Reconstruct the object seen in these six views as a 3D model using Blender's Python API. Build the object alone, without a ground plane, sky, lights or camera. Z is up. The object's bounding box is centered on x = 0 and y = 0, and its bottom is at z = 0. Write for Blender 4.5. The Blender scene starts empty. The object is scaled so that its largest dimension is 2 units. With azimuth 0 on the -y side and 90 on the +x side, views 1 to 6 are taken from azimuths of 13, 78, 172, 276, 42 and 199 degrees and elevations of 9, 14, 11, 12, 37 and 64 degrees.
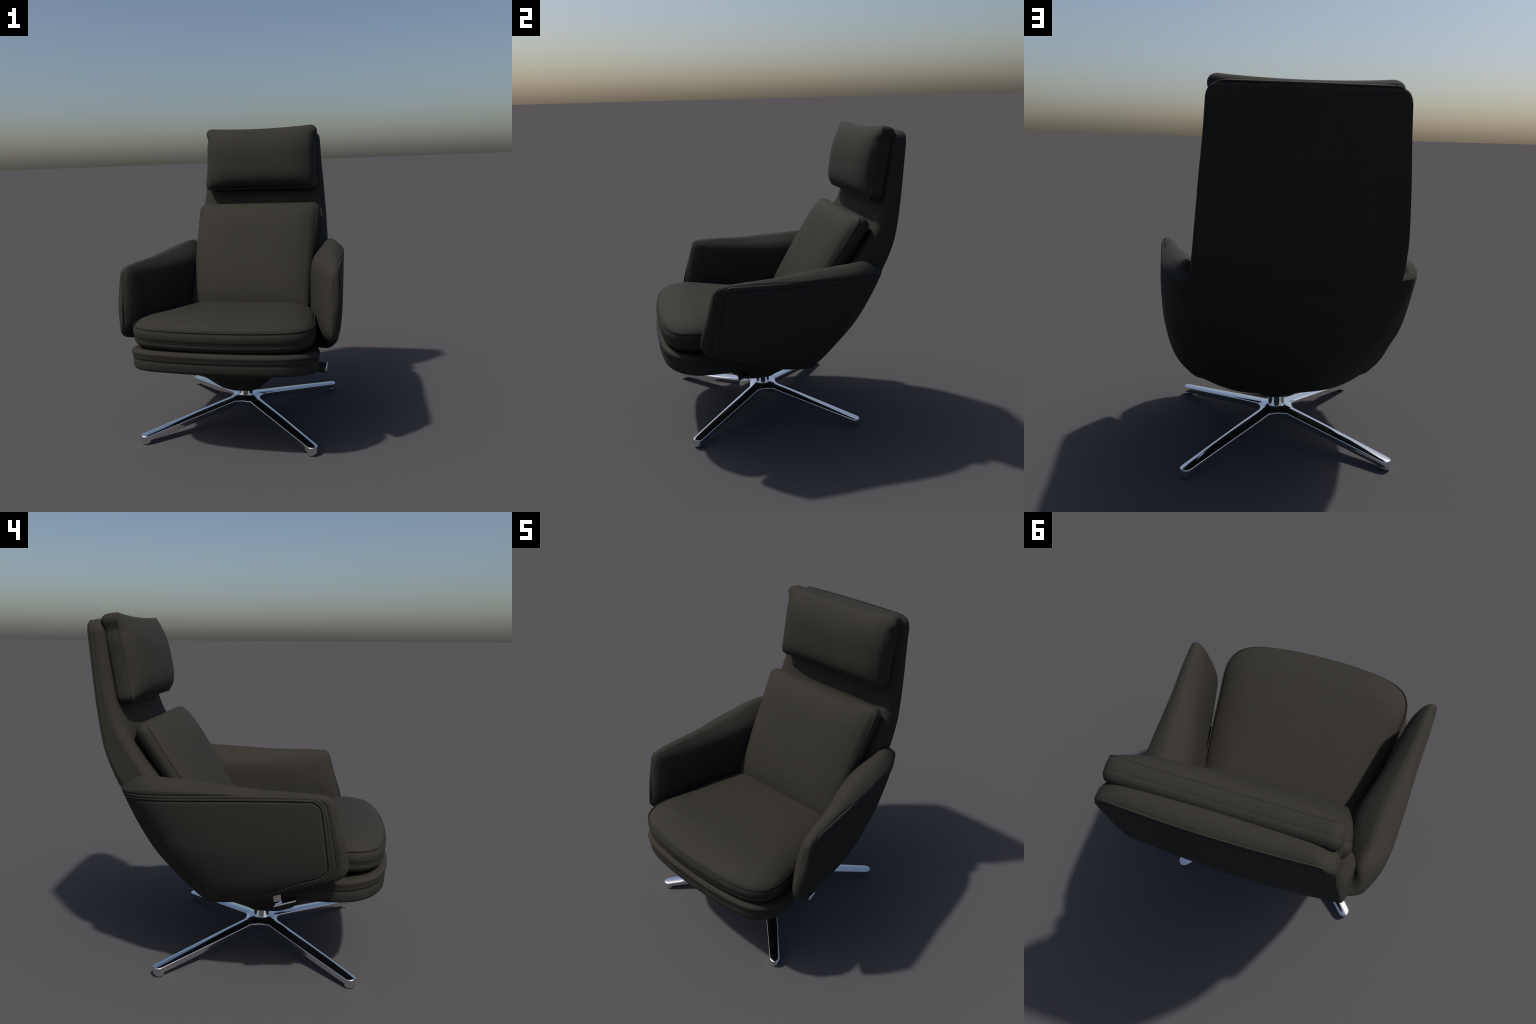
import bpy, math
import numpy as np
from math import sin, cos, pi, sqrt

# ------------------------------------------------------------------ helpers
def catmull(P, t):
    """Catmull-Rom (non-periodic) through P[k] at integer knots; t array in [0,len-1]."""
    P = np.asarray(P, float); n = len(P)
    t = np.clip(np.asarray(t, float), 0, n - 1)
    i = np.minimum(t.astype(int), n - 2); f = (t - i)
    a = P[np.maximum(i - 1, 0)]; b = P[i]; c = P[i + 1]; d = P[np.minimum(i + 2, n - 1)]
    # reflect the end tangents
    a = np.where((i == 0).reshape((-1,) + (1,) * (P.ndim - 1)), 2 * b - c, a)
    d = np.where((i == n - 2).reshape((-1,) + (1,) * (P.ndim - 1)), 2 * c - b, d)
    f = f.reshape((-1,) + (1,) * (P.ndim - 1))
    return 0.5 * (2 * b + (c - a) * f + (2 * a - 5 * b + 4 * c - d) * f**2 + (-a + 3 * b - 3 * c + d) * f**3)

def pchip(xs, ys, x):
    """monotone cubic interpolation"""
    xs = np.asarray(xs, float); ys = np.asarray(ys, float); x = np.asarray(x, float)
    h = np.diff(xs); dl = np.diff(ys) / h
    m = np.zeros_like(ys); m[0] = dl[0]; m[-1] = dl[-1]
    for k in range(1, len(xs) - 1):
        m[k] = 0 if dl[k-1] * dl[k] <= 0 else 2 * dl[k-1] * dl[k] / (dl[k-1] + dl[k])
    xc = np.clip(x, xs[0], xs[-1])
    i = np.clip(np.searchsorted(xs, xc, side='right') - 1, 0, len(xs) - 2)
    t = (xc - xs[i]) / h[i]
    return ((2*t**3 - 3*t**2 + 1) * ys[i] + (t**3 - 2*t**2 + t) * h[i] * m[i]
            + (-2*t**3 + 3*t**2) * ys[i+1] + (t**3 - t**2) * h[i] * m[i+1])

def make_object(name, verts, faces, mat, parent=None, smooth=True):
    me = bpy.data.meshes.new(name)
    me.from_pydata([tuple(v) for v in np.asarray(verts)], [], [tuple(int(q) for q in f) for f in faces])
    me.validate(); me.update()
    if smooth:
        me.polygons.foreach_set('use_smooth', [True] * len(me.polygons))
    me.materials.append(mat)
    ob = bpy.data.objects.new(name, me)
    bpy.context.scene.collection.objects.link(ob)
    if parent: ob.parent = parent
    return ob

def fix_normals(ob):
    import bmesh
    bm = bmesh.new(); bm.from_mesh(ob.data)
    bmesh.ops.remove_doubles(bm, verts=bm.verts, dist=1e-5)
    bmesh.ops.recalc_face_normals(bm, faces=bm.faces)
    bm.to_mesh(ob.data); bm.free(); ob.data.update()

def grid_faces(n, m, wrap_m=True, wrap_n=False):
    F = []
    for i in range(n if wrap_n else n - 1):
        i2 = (i + 1) % n
        for j in range(m if wrap_m else m - 1):
            j2 = (j + 1) % m
            F.append((i*m + j, i*m + j2, i2*m + j2, i2*m + j))
    return F

def loft(name, rings, mat, parent, cap=True, smooth=True):
    rings = np.asarray(rings, float); n, m, _ = rings.shape
    V = rings.reshape(-1, 3); F = grid_faces(n, m)
    if cap:
        V = np.vstack([V, rings[0].mean(0), rings[-1].mean(0)])
        a, b = n*m, n*m + 1
        for j in range(m):
            j2 = (j + 1) % m
            F.append((a, j2, j)); F.append((b, (n-1)*m + j, (n-1)*m + j2))
    ob = make_object(name, V, F, mat, parent, smooth)
    fix_normals(ob)
    return ob

def grid_normals(P, wrap_m=True):
    """normals of a grid P[n,m,3] by central differences"""
    du = np.gradient(P, axis=0)
    dv = (np.roll(P, -1, 1) - np.roll(P, 1, 1)) if wrap_m else np.gradient(P, axis=1)
    N = np.cross(du, dv)
    return N / np.maximum(np.linalg.norm(N, axis=2, keepdims=True), 1e-12)

def groove(e, w):
    return np.exp(-(e / w) ** 2)

# ---------------------------------------------------------------- materials
def node_mat(name):
    m = bpy.data.materials.new(name); m.use_nodes = True
    nt = m.node_tree
    return m, nt, nt.nodes['Principled BSDF']

def leather(name, dark, light, scale=150.0, bump=0.45, rough=0.55, spec=0.35):
    m, nt, p = node_mat(name)
    tc = nt.nodes.new('ShaderNodeTexCoord')
    v = nt.nodes.new('ShaderNodeTexVoronoi'); v.inputs['Scale'].default_value = scale
    v.feature = 'F1'
    n = nt.nodes.new('ShaderNodeTexNoise'); n.inputs['Scale'].default_value = 5.0; n.inputs['Detail'].default_value = 5
    n2 = nt.nodes.new('ShaderNodeTexNoise'); n2.inputs['Scale'].default_value = scale * 0.9; n2.inputs['Detail'].default_value = 3
    r = nt.nodes.new('ShaderNodeValToRGB')
    r.color_ramp.elements[0].position = 0.3; r.color_ramp.elements[0].color = (*dark, 1)
    r.color_ramp.elements[1].position = 0.7; r.color_ramp.elements[1].color = (*light, 1)
    add = nt.nodes.new('ShaderNodeMath'); add.operation = 'ADD'
    b = nt.nodes.new('ShaderNodeBump'); b.inputs['Strength'].default_value = bump; b.inputs['Distance'].default_value = 0.002
    L = nt.links.new
    for q in (v, n, n2): L(tc.outputs['Object'], q.inputs['Vector'])
    L(n.outputs['Fac'], r.inputs['Fac']); L(r.outputs['Color'], p.inputs['Base Color'])
    L(v.outputs['Distance'], add.inputs[0]); L(n2.outputs['Fac'], add.inputs[1])
    L(add.outputs[0], b.inputs['Height']); L(b.outputs['Normal'], p.inputs['Normal'])
    p.inputs['Roughness'].default_value = rough
    p.inputs['Specular IOR Level'].default_value = spec
    return m

def woven(name, dark, light):
    m, nt, p = node_mat(name)
    tc = nt.nodes.new('ShaderNodeTexCoord')
    L = nt.links.new
    ws = []
    for d, rot in (('X', 0), ('Z', 0)):
        mp = nt.nodes.new('ShaderNodeMapping'); mp.inputs['Rotation'].default_value = (0, 0, pi / 4)
        w = nt.nodes.new('ShaderNodeTexWave'); w.bands_direction = d
        w.inputs['Scale'].default_value = 60; w.inputs['Distortion'].default_value = 1.5
        w.inputs['Detail'].default_value = 2; w.inputs['Detail Scale'].default_value = 4
        L(tc.outputs['Object'], mp.inputs['Vector']); L(mp.outputs['Vector'], w.inputs['Vector'])
        ws.append(w)
    mul = nt.nodes.new('ShaderNodeMath'); mul.operation = 'ADD'
    L(ws[0].outputs['Fac'], mul.inputs[0]); L(ws[1].outputs['Fac'], mul.inputs[1])
    n = nt.nodes.new('ShaderNodeTexNoise'); n.inputs['Scale'].default_value = 300; n.inputs['Detail'].default_value = 2
    L(tc.outputs['Object'], n.inputs['Vector'])
    mx = nt.nodes.new('ShaderNodeMath'); mx.operation = 'MULTIPLY_ADD'; mx.inputs[1].default_value = 0.35
    L(mul.outputs[0], mx.inputs[0]); L(n.outputs['Fac'], mx.inputs[2])
    r = nt.nodes.new('ShaderNodeValToRGB')
    r.color_ramp.elements[0].position = 0.4; r.color_ramp.elements[0].color = (*dark, 1)
    r.color_ramp.elements[1].position = 1.1 if False else 1.0; r.color_ramp.elements[1].color = (*light, 1)
    L(mx.outputs[0], r.inputs['Fac']); L(r.outputs['Color'], p.inputs['Base Color'])
    b = nt.nodes.new('ShaderNodeBump'); b.inputs['Strength'].default_value = 0.2; b.inputs['Distance'].default_value = 0.0015
    L(mx.outputs[0], b.inputs['Height']); L(b.outputs['Normal'], p.inputs['Normal'])
    p.inputs['Roughness'].default_value = 0.8; p.inputs['Specular IOR Level'].default_value = 0.2
    return m

def metal(name, col, rough):
    m, nt, p = node_mat(name)
    tc = nt.nodes.new('ShaderNodeTexCoord')
    n = nt.nodes.new('ShaderNodeTexNoise'); n.inputs['Scale'].default_value = 18; n.inputs['Detail'].default_value = 4
    mr = nt.nodes.new('ShaderNodeMapRange')
    mr.inputs['To Min'].default_value = rough * 0.7; mr.inputs['To Max'].default_value = rough * 1.4
    nt.links.new(tc.outputs['Object'], n.inputs['Vector'])
    nt.links.new(n.outputs['Fac'], mr.inputs['Value']); nt.links.new(mr.outputs[0], p.inputs['Roughness'])
    p.inputs['Base Color'].default_value = (*col, 1); p.inputs['Metallic'].default_value = 1.0
    return m

def plastic(name, col, rough):
    m, nt, p = node_mat(name)
    tc = nt.nodes.new('ShaderNodeTexCoord')
    n = nt.nodes.new('ShaderNodeTexNoise'); n.inputs['Scale'].default_value = 400
    b = nt.nodes.new('ShaderNodeBump'); b.inputs['Strength'].default_value = 0.1; b.inputs['Distance'].default_value = 0.001
    nt.links.new(tc.outputs['Object'], n.inputs['Vector']); nt.links.new(n.outputs['Fac'], b.inputs['Height'])
    nt.links.new(b.outputs['Normal'], p.inputs['Normal'])
    p.inputs['Base Color'].default_value = (*col, 1); p.inputs['Roughness'].default_value = rough
    return m

LEATHER = leather('olive_leather', (0.0282, 0.0260, 0.0210), (0.0300, 0.0277, 0.0223), rough=0.8, spec=0.18)
PANEL = woven('panel_weave', (0.021, 0.0195, 0.0160), (0.028, 0.026, 0.0215))
CHROME = metal('polished_chrome', (0.86, 0.86, 0.88), 0.06)
BLACK = plastic('black_plastic', (0.012, 0.012, 0.013), 0.45)

# --------------------------------------------------------------------- root
root = bpy.data.objects.new('lounge_chair', None)
bpy.context.scene.collection.objects.link(root)
root['label'] = 'dark olive leather lounge chair with headrest and chrome star base'
root['category'] = 'armchair'

# ==================================================================== TUB
# Each station of the U-shaped wall (right half, from the armrest's front end to
# the middle of the back) is a closed ring of 13 control points:
#   bottom rim, 4 up the outside, shoulder, 3 round the crown, 3 down the inside, inner foot
# given as (x, y, z).
def side_station(ys, xs, zs):
    return [(x, y, z) for x, y, z in zip(xs, ys, zs)]

STATIONS = [
  # 0: armrest front end (plane slanted like the front edge)
  side_station(
    [-.586,-.586,-.580,-.560,-.536,-.512,-.505,-.501,-.503,-.515,-.545,-.574,-.586],
    [ .664, .690, .698, .708, .709, .703, .694, .672, .645, .624, .602, .600, .632],
    [ .680, .695, .750, .850, .950,1.055,1.092,1.105,1.095,1.050, .900, .740, .690]),
  # 1
  side_station(
    [-.340]*2+[-.335,-.330,-.325,-.320,-.318,-.316,-.318,-.320,-.330,-.340,-.340],
    [ .635, .655, .682, .697, .697, .690, .681, .653, .618, .572, .545, .550, .600],
    [ .600, .613, .690, .830, .960,1.068,1.100,1.113,1.102,1.035, .880, .700, .615]),
  # 2
  side_station(
    [-.100]*13,
    [ .560, .592, .645, .673, .677, .673, .660, .622, .578, .520, .500, .500, .530],
    [ .498, .513, .610, .780, .930,1.070,1.099,1.117,1.103,1.025, .860, .660, .520]),
  # 3
  side_station(
    [.125,.135,.150,.160,.160,.160,.160,.160,.160,.155,.140,.120,.110],
    [.464, .510, .588, .643, .659, .661, .651, .590, .530, .452, .434, .425, .440],
    [.437, .452, .555, .740, .910,1.070,1.107,1.135,1.121,1.035, .850, .620, .460]),
  # 4
  side_station(
    [.172,.195,.250,.328,.374,.396,.398,.390,.375,.340,.300,.240,.170],
    [.392, .434, .515, .594, .628, .642, .632, .572, .515, .430, .395, .365, .375],
    [.420, .435, .548, .720, .895,1.062,1.110,1.149,1.136,1.032, .830, .600, .440]),
  # 5
  side_station(
    [.208,.232,.304,.415,.494,.546,.545,.520,.488,.440,.370,.270,.190],
    [.318, .350, .422, .502, .556, .592, .584, .545, .500, .425, .360, .320, .310],
    [.395, .408, .518, .705, .885,1.052,1.104,1.148,1.138,1.015, .820, .580, .415]),
  # 6
  side_station(
    [.220,.251,.346,.472,.557,.618,.622,.600,.560,.480,.390,.280,.195],
    [.230, .250, .322, .412, .472, .520, .520, .505, .475, .400, .320, .260, .230],
    [.370, .383, .500, .695, .880,1.055,1.085,1.095,1.085,1.000, .800, .560, .385]),
  # 7
  side_station(
    [.230,.262,.376,.518,.608,.663,.660,.635,.600,.500,.400,.280,.195],
    [.120, .130, .180, .230, .265, .290, .290, .285, .270, .230, .180, .150, .120],
    [.362, .374, .490, .690, .875,1.050,1.075,1.083,1.075,1.000, .800, .560, .370]),
  # 8: middle of the back
  side_station(
    [.233,.266,.383,.529,.620,.677,.674,.648,.610,.510,.410,.280,.195],
    [0.0]*13,
    [.358, .370, .487, .688, .873,1.047,1.070,1.078,1.070,1.000, .800, .560, .365]),
]
ST = np.array(STATIONS)
ST[0, :, 0] *= .991; ST[1, :, 0] *= .996                                  # 9,13,3

# cumulative plan arc length of the shoulder line -> metric coordinate along the wall
sh = ST[:, 5, :2]
fine_s = np.linspace(0, 8, 801)
sh_f = catmull(sh, fine_s)
arc_f = np.concatenate([[0], np.cumsum(np.linalg.norm(np.diff(sh_f, axis=0), axis=1))])
ARC = arc_f[-1]

def dense_arcs():
    front = np.concatenate([[1e-6, .0001], 0.10 * (np.linspace(0, 1, 70)[1:]) ** 1.9, np.linspace(.102, .2, 40)])
    rest = np.linspace(.206, ARC, 120)
    return np.concatenate([front, rest])

def dense_ring():
    """ring parameter, denser where the two seams run (bottom rim 1..2 and shoulder 4..6)"""
    return np.concatenate([np.linspace(0, 1, 8, False), np.linspace(1, 2.3, 60, False), np.linspace(2.3, 4.2, 26, False),
                           np.linspace(4.2, 5.6, 80, False), np.linspace(5.6, 9, 40, False), np.linspace(9, 13, 26, False)])

R_CAP = 0.050       # rounding of the front end seen from above
R_COR = 0.052       # corner rounding of the front end seen from the side
arcs = dense_arcs(); kk = dense_ring()

def ring_periodic(C, k):
    """periodic Catmull-Rom through 13 ring points, C[n,13,3] -> [n,len(k),3]"""
    m = C.shape[1]; i = np.floor(k).astype(int) % m; f = (k - np.floor(k))[None, :, None]
    a, b, c, d = C[:, (i-1) % m], C[:, i], C[:, (i+1) % m], C[:, (i+2) % m]
    return 0.5 * (2*b + (c-a)*f + (2*a-5*b+4*c-d)*f**2 + (-a+3*b-3*c+d)*f**3)

def build_tub():
    sp = np.interp(arcs, arc_f, fine_s)
    C = catmull(ST, sp)
    P = ring_periodic(C, kk)                              # n,m,3
    # skeleton for the rounded front cap: halfway between outer and inner wall
    d = arcs[:, None]
    zt = P[..., 2].max(1, keepdims=True); zb = P[..., 2].min(1, keepdims=True)
    z = P[..., 2]
    # corner rounding in side view
    q = np.clip(1 - d / R_COR, 0, 1)
    cut = R_COR * (1 - np.sqrt(1 - q**2))
    cut_b = cut * 1.15
    zn = (z - zb) / (zt - zb)
    P[..., 2] = (zb + cut_b) + zn * (zt - cut - zb - cut_b)
    # rounding in plan: pull towards the mid wall
    outer_x = P[..., 0].max(1, keepdims=True)
    mid = np.zeros_like(P); mid[:] = P
    half = (P[:, 3:4, :] * 0)
    cap_f = lambda R: np.sqrt(np.clip(1 - np.clip(1 - d / R, 0, 1)**2, 0, 1))
    f = cap_f(R_CAP); f_out = cap_f(.032); f_in = cap_f(.085)
    # mid x at each height from outer/inner profiles of the ring
    for i in range(len(arcs)):
        if d[i, 0] > .09: break
        zz = P[i, :, 2]; lo, hi = int(np.argmin(zz)), int(np.argmax(zz))
        Z2 = np.concatenate([zz[lo:], zz[:lo]]); X2 = np.concatenate([P[i, lo:, 0], P[i, :lo, 0]])
        h = (hi - lo) % len(zz)
        zo, xo = Z2[:h+1], X2[:h+1]
        zi, xi = np.append(Z2[h:], Z2[0])[::-1], np.append(X2[h:], X2[0])[::-1]
        zo, zi = np.maximum.accumulate(zo), np.maximum.accumulate(zi)
        xo_z = np.interp(zz, zo, xo); xi_z = np.interp(zz, zi, xi)
        xm = 0.6 * xo_z + 0.4 * xi_z
        dx = P[i, :, 0] - xm
        P[i, :, 0] = xm + np.where(dx > 0, f_out[i, 0], f_in[i, 0]) * dx
    N = grid_normals(P)
    # outward orientation check on one outer point
    if N[100, 100].dot([1, 0, 0]) < 0: N = -N
    # ---- seam field: e > 0 inside the outer panel
    z = P[..., 2]
    zseam = np.interp(arcs, [0, .25, .6, .85, 1.05, ARC], [1.076, 1.071, 1.057, 1.045, 1.036, 1.032])[:, None]
    kcol = kk[None, :]
    # metric distance along the ring from the bottom rim point k=0.6
    seg = np.linalg.norm(np.diff(P, axis=1), axis=2)
    L = np.concatenate([np.zeros((len(arcs), 1)), np.cumsum(seg, axis=1)], axis=1)
    k_i = np.searchsorted(kk, 0.5)
    qb = L - L[:, k_i:k_i+1] - 0.045
    qt = zseam - z
    qf = d - 0.078
    Rc = 0.05
    def corner(a, b):
        e = np.minimum(a, b)
        c = (a < Rc) & (b < Rc)
        return np.where(c, Rc - np.hypot(Rc - a, Rc - b), e)
    e = np.minimum(corner(qf, qt), corner(qf, qb))
    outer = (kcol > 0.3) & (kcol < 7)
    e = np.where(outer, e, -1)
    disp = -0.0060 * groove(e, .0040) - 0.0012 * groove(e + .016, .003) - 0.0036 * groove(e + .032, .0032) \
           + 0.0014 * groove(e + .008, .006) + 0.0014 * groove(e + .024, .006)
    P2 = P + N * disp[..., None]
    return P2, e

tubP, tubE = build_tub()

def split_mirror():
    n, m, _ = tubP.shape
    F = np.array(grid_faces(n, m))
    Ef = tubE.reshape(-1)[F].mean(1)
    V = tubP.reshape(-1, 3)
    def sub(faces, name, mat, mirror):
        faces = np.asarray(faces)
        used, inv = np.unique(faces, return_inverse=True)
        vv = V[used].copy(); ff = inv.reshape(faces.shape)
        if mirror: vv[:, 0] *= -1; ff = ff[:, ::-1]
        return vv, ff
    cap = len(V)
    arm = F[Ef <= 0]; pan = F[Ef > 0]
    # arm objects (front end is closed by its collapsed first ring, a thin slit that remove_doubles welds)
    for mir in (False, True):
        vv, ff = sub(arm, 'armrest', LEATHER, mir)
        # close the front slit: fan over ring 0
        ff = [tuple(q) for q in ff]
        used = np.unique(arm)
        first = [int(np.searchsorted(used, j)) for j in range(m)]
        ff.append(tuple(first if not mir else first[::-1]))
        ob = make_object('armrest', vv, ff, LEATHER, root)
        fix_normals(ob)
    v1, f1 = sub(pan, '', PANEL, False); v2, f2 = sub(pan, '', PANEL, True)
    vv = np.vstack([v1, v2]); ff = [tuple(q) for q in f1] + [tuple(q + len(v1)) for q in f2]
    ob = make_object('outer_panel', vv, ff, PANEL, root)
    fix_normals(ob)
split_mirror()

# =============================================================== BACKREST
# horizontal sections up the back: rear y, front y, half width
ZB  = [ .80,  .95, 1.035, 1.055, 1.12, 1.20, 1.32, 1.45, 1.56, 1.75, 1.965]
YR  = [.450, .530, .580, .626, .664, .700, .736, .759, .774, .796, .817]
YC  = [.060, .060, .056, .050, .042, .030, .020, .017, .016, .016, .016]   # rear convexity
YF  = [.280, .340, .380, .395, .440, .500, .580, .642, .672, .702, .720]
HW  = [.440, .470, .490, .510, .506, .497, .487, .476, .467, .449, .435]

def build_backrest():
    ztop = 1.966
    zz = np.concatenate([np.linspace(.80, 1.826, 150), ztop - .14 * (1 - np.linspace(0, 1, 60)[1:]) ** 1.8])
    M = 240
    th = np.linspace(0, 2*pi, M, endpoint=False)
    rings = []
    Rt = 0.075
    for z in zz:
        yr = float(pchip(ZB, YR, z)); yf = float(pchip(ZB, YF, z)); w = float(pchip(ZB, HW, z))
        dt = ztop - z
        q = max(0, 1 - dt / Rt); w -= Rt * (1 - sqrt(max(0, 1 - q*q)))
        q2 = max(0, 1 - dt / .035); f = sqrt(max(1e-6, 1 - q2*q2))
        t = (yr - yf)
        yc = float(pchip(ZB, YC, z)); rr = min(float(np.interp(z, [1.05, 1.25], [.050, .022])), t * .4); rf = min(.06, t * .55)
        # rounded rectangle: corners (x,y) with radius rear rr, front rf
        pts = []
        def arc(cx, cy, r, a0, a1, k):
            for a in np.linspace(a0, a1, k, endpoint=False):
                pts.append((cx + r*cos(a), cy + r*sin(a)))
        def line(p, q_, k):
            for s in np.linspace(0, 1, k, endpoint=False):
                pts.append((p[0] + (q_[0]-p[0])*s, p[1] + (q_[1]-p[1])*s))
        line((-(w-rf), yf), (w-rf, yf), 60)
        arc(w-rf, yf+rf, rf, -pi/2, 0, 18)
        line((w, yf+rf), (w, yr-rr), 24)
        arc(w-rr, yr-rr, rr, 0, pi/2, 18)
        line((w-rr, yr), (-(w-rr), yr), 60)
        arc(-(w-rr), yr-rr, rr, pi/2, pi, 18)
        line((-w, yr-rr), (-w, yf+rf), 24)
        arc(-(w-rf), yf+rf, rf, pi, 1.5*pi, 18)
        pts = np.array(pts)
        # rear gently convex, front gently hollow
        u = pts[:, 0] / w
        k = (pts[:, 1] - yf) / t
        pts[:, 1] += k * yc * (1 - u**2) - (1-k) * .016 * (1 - u**2)
        ym = .5 * (yr + yf)
        pts[:, 1] = ym + f * (pts[:, 1] - ym)
        shrink = (1 - f) * .035
        pts[:, 0] *= (w - shrink) / w
        # seam line round the rear edge
        rings.append(np.column_stack([pts, np.full(len(pts), z)]))
    R = np.array(rings)
    return loft('backrest', R, LEATHER, root)
build_backrest()

def tube(name, path, r, mat, parent, closed=False, seg=10, scale=(1, 1)):
    path = np.asarray(path, float); n = len(path)
    T = np.gradient(path, axis=0)
    if closed:
        T = np.roll(path, -1, 0) - np.roll(path, 1, 0)
    T /= np.linalg.norm(T, axis=1, keepdims=True)
    up = np.array([0.13, 0.31, 0.94]); rings = []
    for p, t in zip(path, T):
        a = np.cross(t, up); a /= np.linalg.norm(a); b = np.cross(a, t)
        rings.append([p + r * (cos(q) * a + sin(q) * b) for q in np.linspace(0, 2*pi, seg, endpoint=False)])
    R = np.array(rings)
    if closed:
        F = grid_faces(n, seg, True, True)
        ob = make_object(name, R.reshape(-1, 3), F, mat, parent); fix_normals(ob); return ob
    return loft(name, R, mat, parent)

# piping round the rear edge of the back
def back_piping():
    left = []
    for z in np.linspace(1.07, 1.966 - .075, 60):
        rr = float(np.interp(z, [1.05, 1.25], [.050, .022]))
        left.append((float(pchip(ZB, HW, z)) - .29 * rr, float(pchip(ZB, YR, z)) - .29 * rr, z))
    Rt = .075; w = float(pchip(ZB, HW, 1.966))
    for a in np.linspace(0, pi/2, 16)[1:]:
        left.append((w - Rt + (Rt - .010) * cos(a), float(pchip(ZB, YR, 1.91)) - .007, 1.966 - Rt + (Rt - .010) * sin(a)))
    left = np.array(left)
    right = left[::-1].copy(); right[:, 0] *= -1
    span = np.linspace(0, 1, 42)[1:-1]
    top = left[-1] + (right[0] - left[-1]) * span[:, None]
    full = np.vstack([left, top, right])
    full[:, 1] += .016 * np.clip(1 - (full[:, 0] / w) ** 2, 0, 1)
    tube('piping', full, .0035, LEATHER, root)
back_piping()

# =============================================================== CUSHIONS
def rounded_outline(hw_bottom, hw_top, v0, v1, r, n=60, pinch=0.0, ear=0.0):
    """closed outline (u,v), counter-clockwise, with rounded corners; sides drawn in by pinch."""
    C = np.array([(-hw_bottom, v0), (hw_bottom, v0), (hw_top, v1), (-hw_top, v1)], float)
    pts = []
    for k in range(4):
        p, c, q = C[k-1], C[k], C[(k+1) % 4]
        a = (p - c) / np.linalg.norm(p - c); b = (q - c) / np.linalg.norm(q - c)
        s, e = c + a * r, c + b * r
        for t in np.linspace(0, 1, 14):
            pts.append((1-t)**2 * s + 2*t*(1-t) * c + t*t * e)
        nxt = C[(k+1) % 4]; nb = (nxt - c) / np.linalg.norm(nxt - c)
        e2 = nxt - nb * r
        nn = np.array([-nb[1], nb[0]])
        for t in np.linspace(0, 1, n + 2)[1:-1]:
            pts.append(e + (e2 - e) * t + nn * pinch * sin(pi * t) ** 0.8)
    return np.array(pts)

def outline_normals(O):
    t = np.roll(O, -1, 0) - np.roll(O, 1, 0)
    n = np.column_stack([t[:, 1], -t[:, 0]])
    return n / np.linalg.norm(n, axis=1, keepdims=True)

def boxed_cushion(name, O, front, band, back, place, nr=60):
    """O outline; front(u,v,r) height of the face; band: list of (outset, depth) from the
    front seam to the back seam; back(u,v,r) depth of back face; place maps (u,v,h)->xyz"""
    c = O.mean(0); N = outline_normals(O)
    rs = np.sin(np.linspace(0.02, 1, nr) * pi/2)
    rows = []
    for r in rs:
        Q = c + (O - c) * r
        rows.append(np.column_stack([Q, front(Q[:, 0], Q[:, 1], np.full(len(Q), r))]))
    for o, h in band:
        Q = O + N * o
        rows.append(np.column_stack([Q, (h(Q[:, 0], Q[:, 1]) if callable(h) else np.full(len(Q), h))]))
    for r in rs[::-3]:
        Q = c + (O + N * band[-1][0] - c) * r
        rows.append(np.column_stack([Q, back(Q[:, 0], Q[:, 1], np.full(len(Q), r))]))
    R = np.array([place(q[:, 0], q[:, 1], q[:, 2]) for q in rows])
    return loft(name, R, LEATHER, root)

def piping_on(O, outset, h, place, r, name='piping'):
    N = outline_normals(O); Q = O + N * outset
    hh = h(Q[:, 0], Q[:, 1]) if callable(h) else np.full(len(Q), h)
    P = place(Q[:, 0], Q[:, 1], hh)
    return tube(name, P, r, LEATHER, root, closed=True)

# ---- headrest cushion
def head_place(u, v, h):
    # v from 0 (bottom) to 1*H along the lean, h towards the front
    U = np.array([0, .079, .455]); H = np.linalg.norm(U); U = U / H
    Nn = np.array([0, -U[2], U[1]])
    o = np.array([0, .576, 1.541])
    return o + np.outer(u, [1, 0, 0]) + np.outer(v, U) + np.outer(h, Nn)
HH = 0.462
OH = rounded_outline(.428, .428, -.010, HH, .045, pinch=.010)
OH[:, 1] = np.where(OH[:, 1] < .1, OH[:, 1] - .010 * np.clip(1 - (OH[:, 0] / .40) ** 2, 0, 1), OH[:, 1])
OH[:, 1] = np.where(OH[:, 1] > .35, OH[:, 1] - .004 * np.clip(1 - (OH[:, 0] / .38) ** 2, 0, 1), OH[:, 1])
OH[:, 0] -= np.sign(OH[:, 0]) * .010 * np.exp(-((OH[:, 1] - .375) / .035) ** 2)      # pinch below the ears
def soft_edge(r, w=.10):
    return np.sqrt(np.clip(1 - (1 - np.clip((1 - r) / w, 0, 1)) ** 2, 0, 1))
def head_front(u, v, r):
    a = np.clip(np.abs(u) / .43, 0, 1); q = v / HH
    # fullest below the middle, thinning to the top seam
    prof = np.where(q < .44, (1 - np.clip((.44 - q) / .44, 0, 1) ** 3.6) ** .55, (1 - np.clip((q - .44) / .56, 0, 1) ** 2.4) ** .8)
    return .085 * (1 - a**5) ** .7 * prof * soft_edge(r) + .003 * (1 - r)
head_band = [(.002, -.001), (.0022, -.003), (.0005, -.0055), (.0005, -.0065), (.002, -.012), (.004, -.025), (.004, -.045), (.0035, -.052), (.0025, -.054), (.003, -.056), (.001, -.070), (-.008, -.085), (-.025, -.095)]
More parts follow.
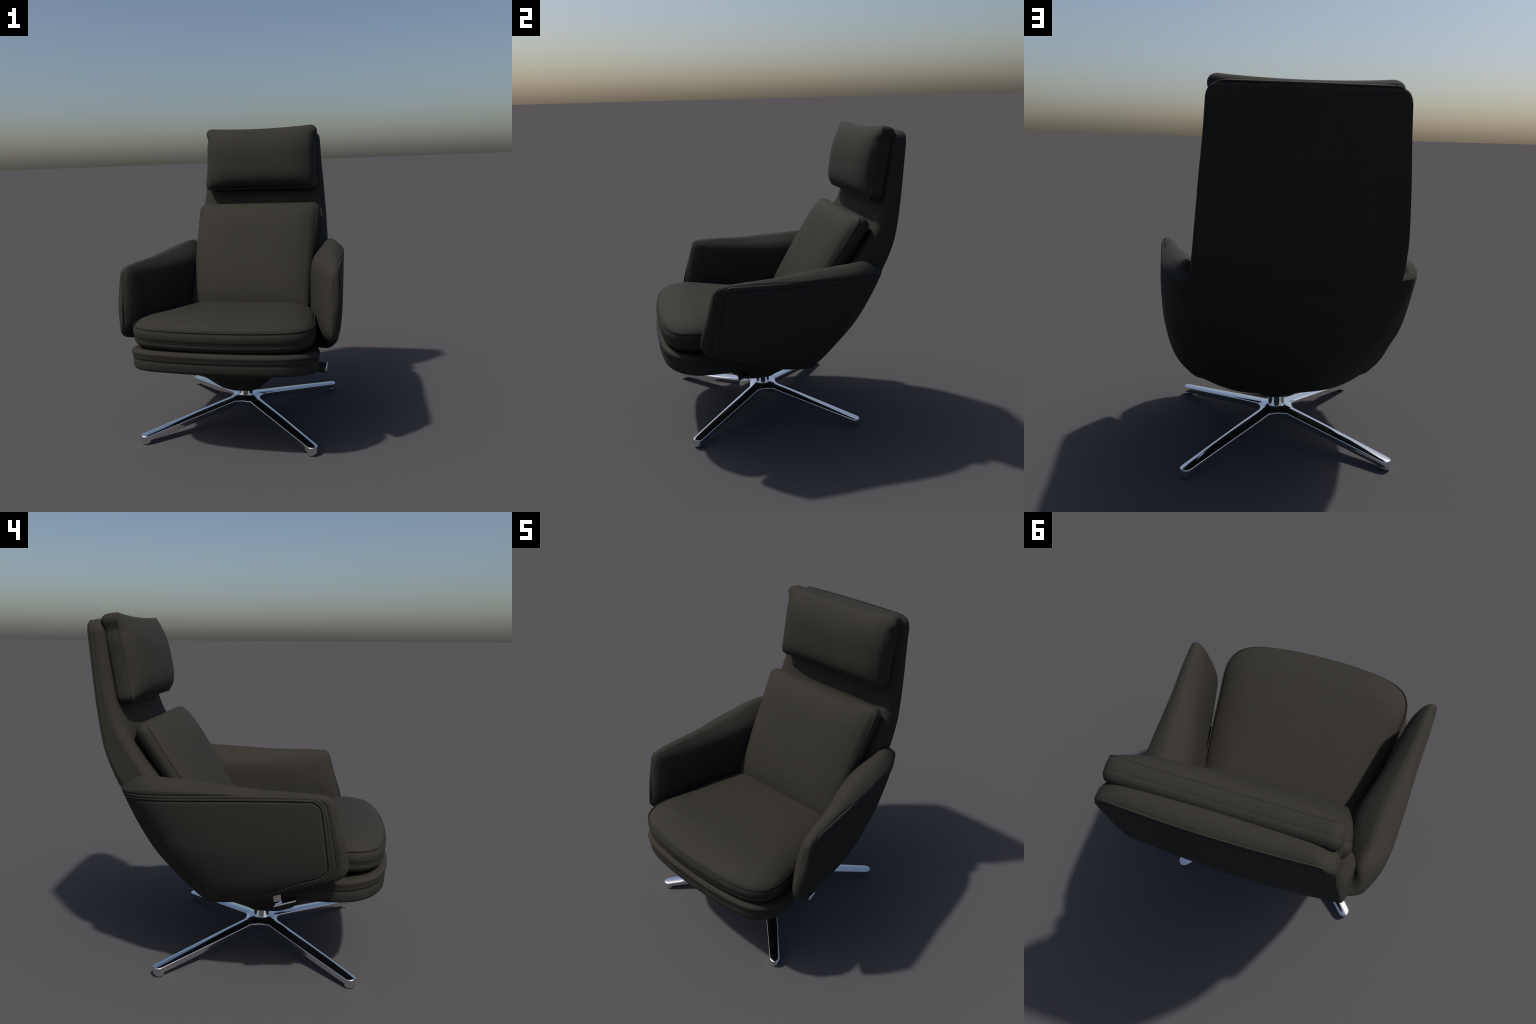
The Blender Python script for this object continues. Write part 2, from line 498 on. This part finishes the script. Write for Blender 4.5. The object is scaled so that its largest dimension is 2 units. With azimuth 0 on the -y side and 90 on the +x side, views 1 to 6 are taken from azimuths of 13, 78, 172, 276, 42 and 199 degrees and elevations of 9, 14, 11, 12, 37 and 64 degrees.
boxed_cushion('headrest_cushion', OH, head_front, head_band, lambda u, v, r: np.full(len(u), -.095) - .012*(1-r), head_place)

# ---- back cushion
def bc_place(u, v, h):
    U = np.array([0, .615, 1.0]); U = U / np.linalg.norm(U)
    Nn = np.array([0, -U[2], U[1]])
    o = np.array([0, .501, 1.424])
    return o + np.outer(u, [1, 0, 0]) + np.outer(v, U) + np.outer(h, Nn)
OB = rounded_outline(.422, .453, -.83, 0, .05)
def bc_front(u, v, r):
    a = np.clip(np.abs(u) / .445, 0, 1); b = np.clip(np.abs(v + .415) / .415, 0, 1)
    return (.076 + .026 * v / .83) * (1 - a**4)**.6 * (1 - b**4)**.6 * soft_edge(r, .08) + .002*(1-r)
bc_band = [(.002, -.001), (.0024, -.003), (.0010, -.0055), (.0010, -.0065), (.004, -.012), (.009, -.022), (.013, -.035), (.012, -.050), (.005, -.065), (-.002, -.078), (-.014, -.090), (-.03, -.097)]
boxed_cushion('back_cushion', OB, bc_front, bc_band, lambda u, v, r: np.full(len(u), -.097) - .01*(1-r), bc_place)

# ---- seat cushion: plan outline (u=x, v=y)
def plan_outline(half, n=46):
    """half: control points of the right side from the front middle to the rear middle"""
    half = np.array(half, float)
    t = np.linspace(0, len(half) - 1, n * (len(half) - 1) // 6 * 2)
    R = catmull(half, t)
    L = R[::-1].copy(); L[:, 0] *= -1
    O = np.vstack([R, L[1:-1]])
    return O
SEAT = [(0, -.812), (.16, -.808), (.32, -.790), (.43, -.763), (.505, -.716), (.543, -.645), (.549, -.55), (.527, -.40), (.492, -.15), (.458, .05), (.425, .20), (.38, .27), (.25, .285), (0, .285)]
OS = plan_outline(SEAT)
def seat_tilt(y):
    return -.117 * np.clip(y + .60, 0, None)
def seat_top(u, v, r):
    c = OS.mean(0)
    R = np.hypot(u - c[0], v - c[1]) / np.maximum(r, 1e-3)
    dd = (1 - r) * R
    h = .052 * (1 - (1 - np.clip(dd / .20, 0, 1)) ** 2.2) ** .5 - .010 * (u / .5) ** 4 * r
    return .786 + h + seat_tilt(v) + .008 * (1 - r**2)
seat_place = lambda u, v, h: np.column_stack([u, v, h])
def sh_(z): return lambda u, v: z + seat_tilt(v)
seat_band = [(.004, sh_(.785)), (.002, sh_(.781)), (.003, sh_(.777)), (.008, sh_(.768)), (.011, sh_(.752)), (.010, sh_(.735)), (.008, sh_(.724)), (.005, sh_(.720)), (.006, sh_(.716)),
             (.005, sh_(.712)), (.003, sh_(.709)), (.005, sh_(.702)), (.003, sh_(.690)), (-.004, sh_(.677)), (-.017, sh_(.666)), (-.040, sh_(.655)), (-.085, sh_(.645))]
boxed_cushion('seat_cushion', OS, seat_top, seat_band, lambda u, v, r: .645 + seat_tilt(v), seat_place)
piping_on(OS, .003, sh_(.785), seat_place, .0028)

# ---- seat base (lower upholstered layer)
BASE = [(0, -.820), (.16, -.817), (.32, -.802), (.43, -.778), (.510, -.730), (.560, -.655), (.570, -.57), (.552, -.46), (.505, -.26), (.47, -.06), (.43, .06), (.35, .12), (.22, .14), (0, .14)]
OBs = plan_outline(BASE)
def bt(y): return -.13 * np.clip(y + .80, 0, .2) - .10 * np.clip(y + .60, 0, None)
def bh(z, k=1.0): return lambda u, v: z + k * bt(v)
base_band = [(-.11, bh(.662)), (-.06, bh(.662)), (-.035, bh(.661)), (-.012, bh(.660)), (.001, bh(.654)), (.008, bh(.645)), (.010, bh(.637)), (.008, bh(.632)), (.007, bh(.622)), (.005, bh(.612)), (.005, bh(.604)),
             (.0020, bh(.601)), (.0005, bh(.598)), (.002, bh(.595)), (.002, bh(.575)), (.001, bh(.552)), (-.002, bh(.540)), (-.008, bh(.534)), (-.03, bh(.531))]
def base_under(u, v, r):
    return .531 + bt(v) - .10 * (1 - r) ** 1.0
boxed_cushion('seat_base', OBs, lambda u, v, r: .60 + bt(v), base_band, base_under, seat_place, nr=40)

# ---- underside pan: shallow inverted pyramid down to the column
def pan():
    rings = []
    for z, hx, y0, y1 in [(.52, .45, -.64, .12), (.46, .41, -.59, .19), (.41, .345, -.50, .225), (.367, .27, -.42, .205), (.305, .195, -.36, .11), (.256, .145, -.30, .02), (.226, .105, -.24, -.01)]:
        cy = (y0 + y1) / 2; hy = (y1 - y0) / 2
        a = np.linspace(0, 2*pi, 80, endpoint=False)
        s = lambda q: np.sign(q) * np.abs(q) ** .6
        rings.append(np.column_stack([hx * s(np.cos(a)), cy + hy * s(np.sin(a)), np.full(80, z)]))
    loft('underside_pan', rings, LEATHER, root)
pan()

# =================================================================== BASE
HUB = np.array([0, -.087])
base_root = bpy.data.objects.new('star_base', None)
bpy.context.scene.collection.objects.link(base_root); base_root.parent = root

LTIP = .783
def leg_top(x): return .153 - .100 * (x / LTIP) ** 1.04
def leg_half(x): return float(np.interp(x, [0, .12, .3, LTIP], [.042, .042, .041, .033]))
def leg_mesh():
    """leg along +X in local space from the hub, slightly crowned top, rounded tip"""
    xs = np.concatenate([np.linspace(.06, .735, 60), LTIP - .048 * (1 - np.linspace(0, 1, 24)[1:]) ** 2])
    rings = []
    for x in xs:
        q = x / LTIP; w = leg_half(x); top = leg_top(x)
        th = float(np.interp(q, [0, .3, .8, 1], [.046, .042, .040, .038]))
        d = LTIP - x; rr = .036
        if d < rr: w *= sqrt(max(1e-4, 1 - (1 - d/rr)**2)) ** .8
        prof = [(-1, -.30), (-1, -.14), (-.97, -.05), (-.90, 0), (-.6, .07), (-.3, .11), (0, .125), (.3, .11), (.6, .07), (.90, 0), (.97, -.05), (1, -.14), (1, -.30), (.93, -.9), (.85, -1), (-.85, -1), (-.93, -.9)]
        rings.append([(x, w * a_, top + th * b_) for a_, b_ in prof])
    return np.array(rings)

LR = leg_mesh()
LEG_ANG = [math.atan2(fy - HUB[1], sx * .528) for sx, fy in ((1, -.622), (1, .448), (-1, .448), (-1, -.622))]
first = None
for ang in LEG_ANG:
    if first is None:
        first = loft('leg', LR, CHROME, base_root); ob = first
    else:
        ob = first.copy(); bpy.context.scene.collection.objects.link(ob)
    ob.location = (HUB[0], HUB[1], 0); ob.rotation_euler = (0, 0, ang)
    a = np.linspace(0, 2*pi, 32, endpoint=False)
    cx, cy = HUB[0] + cos(ang) * .748, HUB[1] + sin(ang) * .748
    rings = [np.column_stack([cx + r*np.cos(a), cy + r*np.sin(a), np.full(32, z)]) for r, z in ((.023, 0), (.027, .003), (.029, .010), (.029, .030))]
    loft('foot', rings, CHROME, base_root)

def hub_star():
    """four-armed hub with filleted crotches, flush with the legs"""
    th = np.linspace(0, 2*pi, 240, endpoint=False)
    def radius(t):
        # smooth union of four strips, solved along the ray
        lo, hi = .03, .15
        def field(r):
            p = np.array([r*cos(t), r*sin(t)])
            ds = []
            for g in LEG_ANG:
                e = np.array([cos(g), sin(g)])
                ds.append(abs(e[0]*p[1] - e[1]*p[0]) - .042 if p @ e > 0 else np.linalg.norm(p) - .042)
            k = .035
            return -k * math.log(sum(math.exp(-q / k) for q in ds)) + .012
        for _ in range(30):
            m = .5 * (lo + hi)
            if field(m) > 0: hi = m
            else: lo = m
        return lo
    R = np.array([radius(t) for t in th])
    rings = []
    for f, dz, zt in ((.02, 0, .112), (.85, 0, .108), (.96, 0, .114), (1.0, 0, .126), (1.0, .0, None), (.985, -.001, None), (.95, .002, None), (.8, .004, None), (.5, .010, None)):
        r = R * f
        z = np.full(len(th), zt) if zt is not None else leg_top(r) + dz - .002
        rings.append(np.column_stack([HUB[0] + r*np.cos(th), HUB[1] + r*np.sin(th), z]))
    # lower edge follows
    loft('hub', rings, CHROME, base_root)
hub_star()
a = np.linspace(0, 2*pi, 48, endpoint=False)
def turned(name, prof, mat, parent, cx=0.0, cy=HUB[1]):
    rings = [np.column_stack([cx + r*np.cos(a), cy + r*np.sin(a), np.full(48, z)]) for r, z in prof]
    return loft(name, rings, mat, parent)
turned('column', [(.050, .130), (.050, .131), (.050, .150), (.050, .20), (.050, .268), (.050, .27)], CHROME, base_root)

# ================================================================= LEVERS
def rod(name, p, q, prof, mat, parent, seg=32):
    p = np.array(p, float); q = np.array(q, float); t = (q - p); Ln = np.linalg.norm(t); t /= Ln
    b = np.cross(t, [0, 1, 0]); b /= np.linalg.norm(b); c = np.cross(t, b)
    rings = []
    for s, r in prof:
        o = p + t * Ln * s
        rings.append([o + r * (cos(x)*b + sin(x)*c) for x in np.linspace(0, 2*pi, seg, endpoint=False)])
    return loft(name, rings, mat, parent)
g0, g1 = (.30, -.305, .455), (.590, -.311, .436)
prof = [(0, .030)]
for k in range(12):
    s = .62 + k * .028
    prof += [(s, .033), (s + .012, .033), (s + .016, .0305), (s + .024, .0305)]
rod('grip', g0, g1, prof + [(.975, .033), (.98, .033)], BLACK, root)
rod('grip_cap', g0, g1, [(.972, .030), (.978, .0345), (.995, .0345), (1.01, .031)], CHROME, root)

def box(name, corners, mat, parent, bev=.003):
    V = np.array(corners, float)
    F = [(0,1,2,3), (7,6,5,4), (0,4,5,1), (1,5,6,2), (2,6,7,3), (3,7,4,0)]
    ob = make_object(name, V, F, mat, parent, smooth=False); fix_normals(ob)
    m = ob.modifiers.new('bevel', 'BEVEL'); m.width = bev; m.segments = 3
    return ob
# flat lever on the other side: strap from under the seat, ending in a paddle
box('lever_strap', [(-.40,-.190,.552), (-.40,-.232,.552), (-.572,-.232,.552), (-.572,-.190,.552),
                    (-.40,-.190,.562), (-.40,-.232,.562), (-.572,-.232,.562), (-.572,-.190,.562)], CHROME, root, .002)
box('lever_stem', [(-.572,-.203,.498), (-.572,-.244,.503), (-.582,-.244,.503), (-.582,-.203,.498),
                   (-.562,-.190,.561), (-.562,-.232,.561), (-.572,-.232,.561), (-.572,-.190,.561)], CHROME, root, .002)
box('lever_paddle', [(-.560,-.203,.482), (-.560,-.322,.520), (-.612,-.322,.516), (-.612,-.203,.478),
                     (-.560,-.203,.492), (-.560,-.322,.530), (-.612,-.322,.526), (-.612,-.203,.488)], CHROME, root, .004)
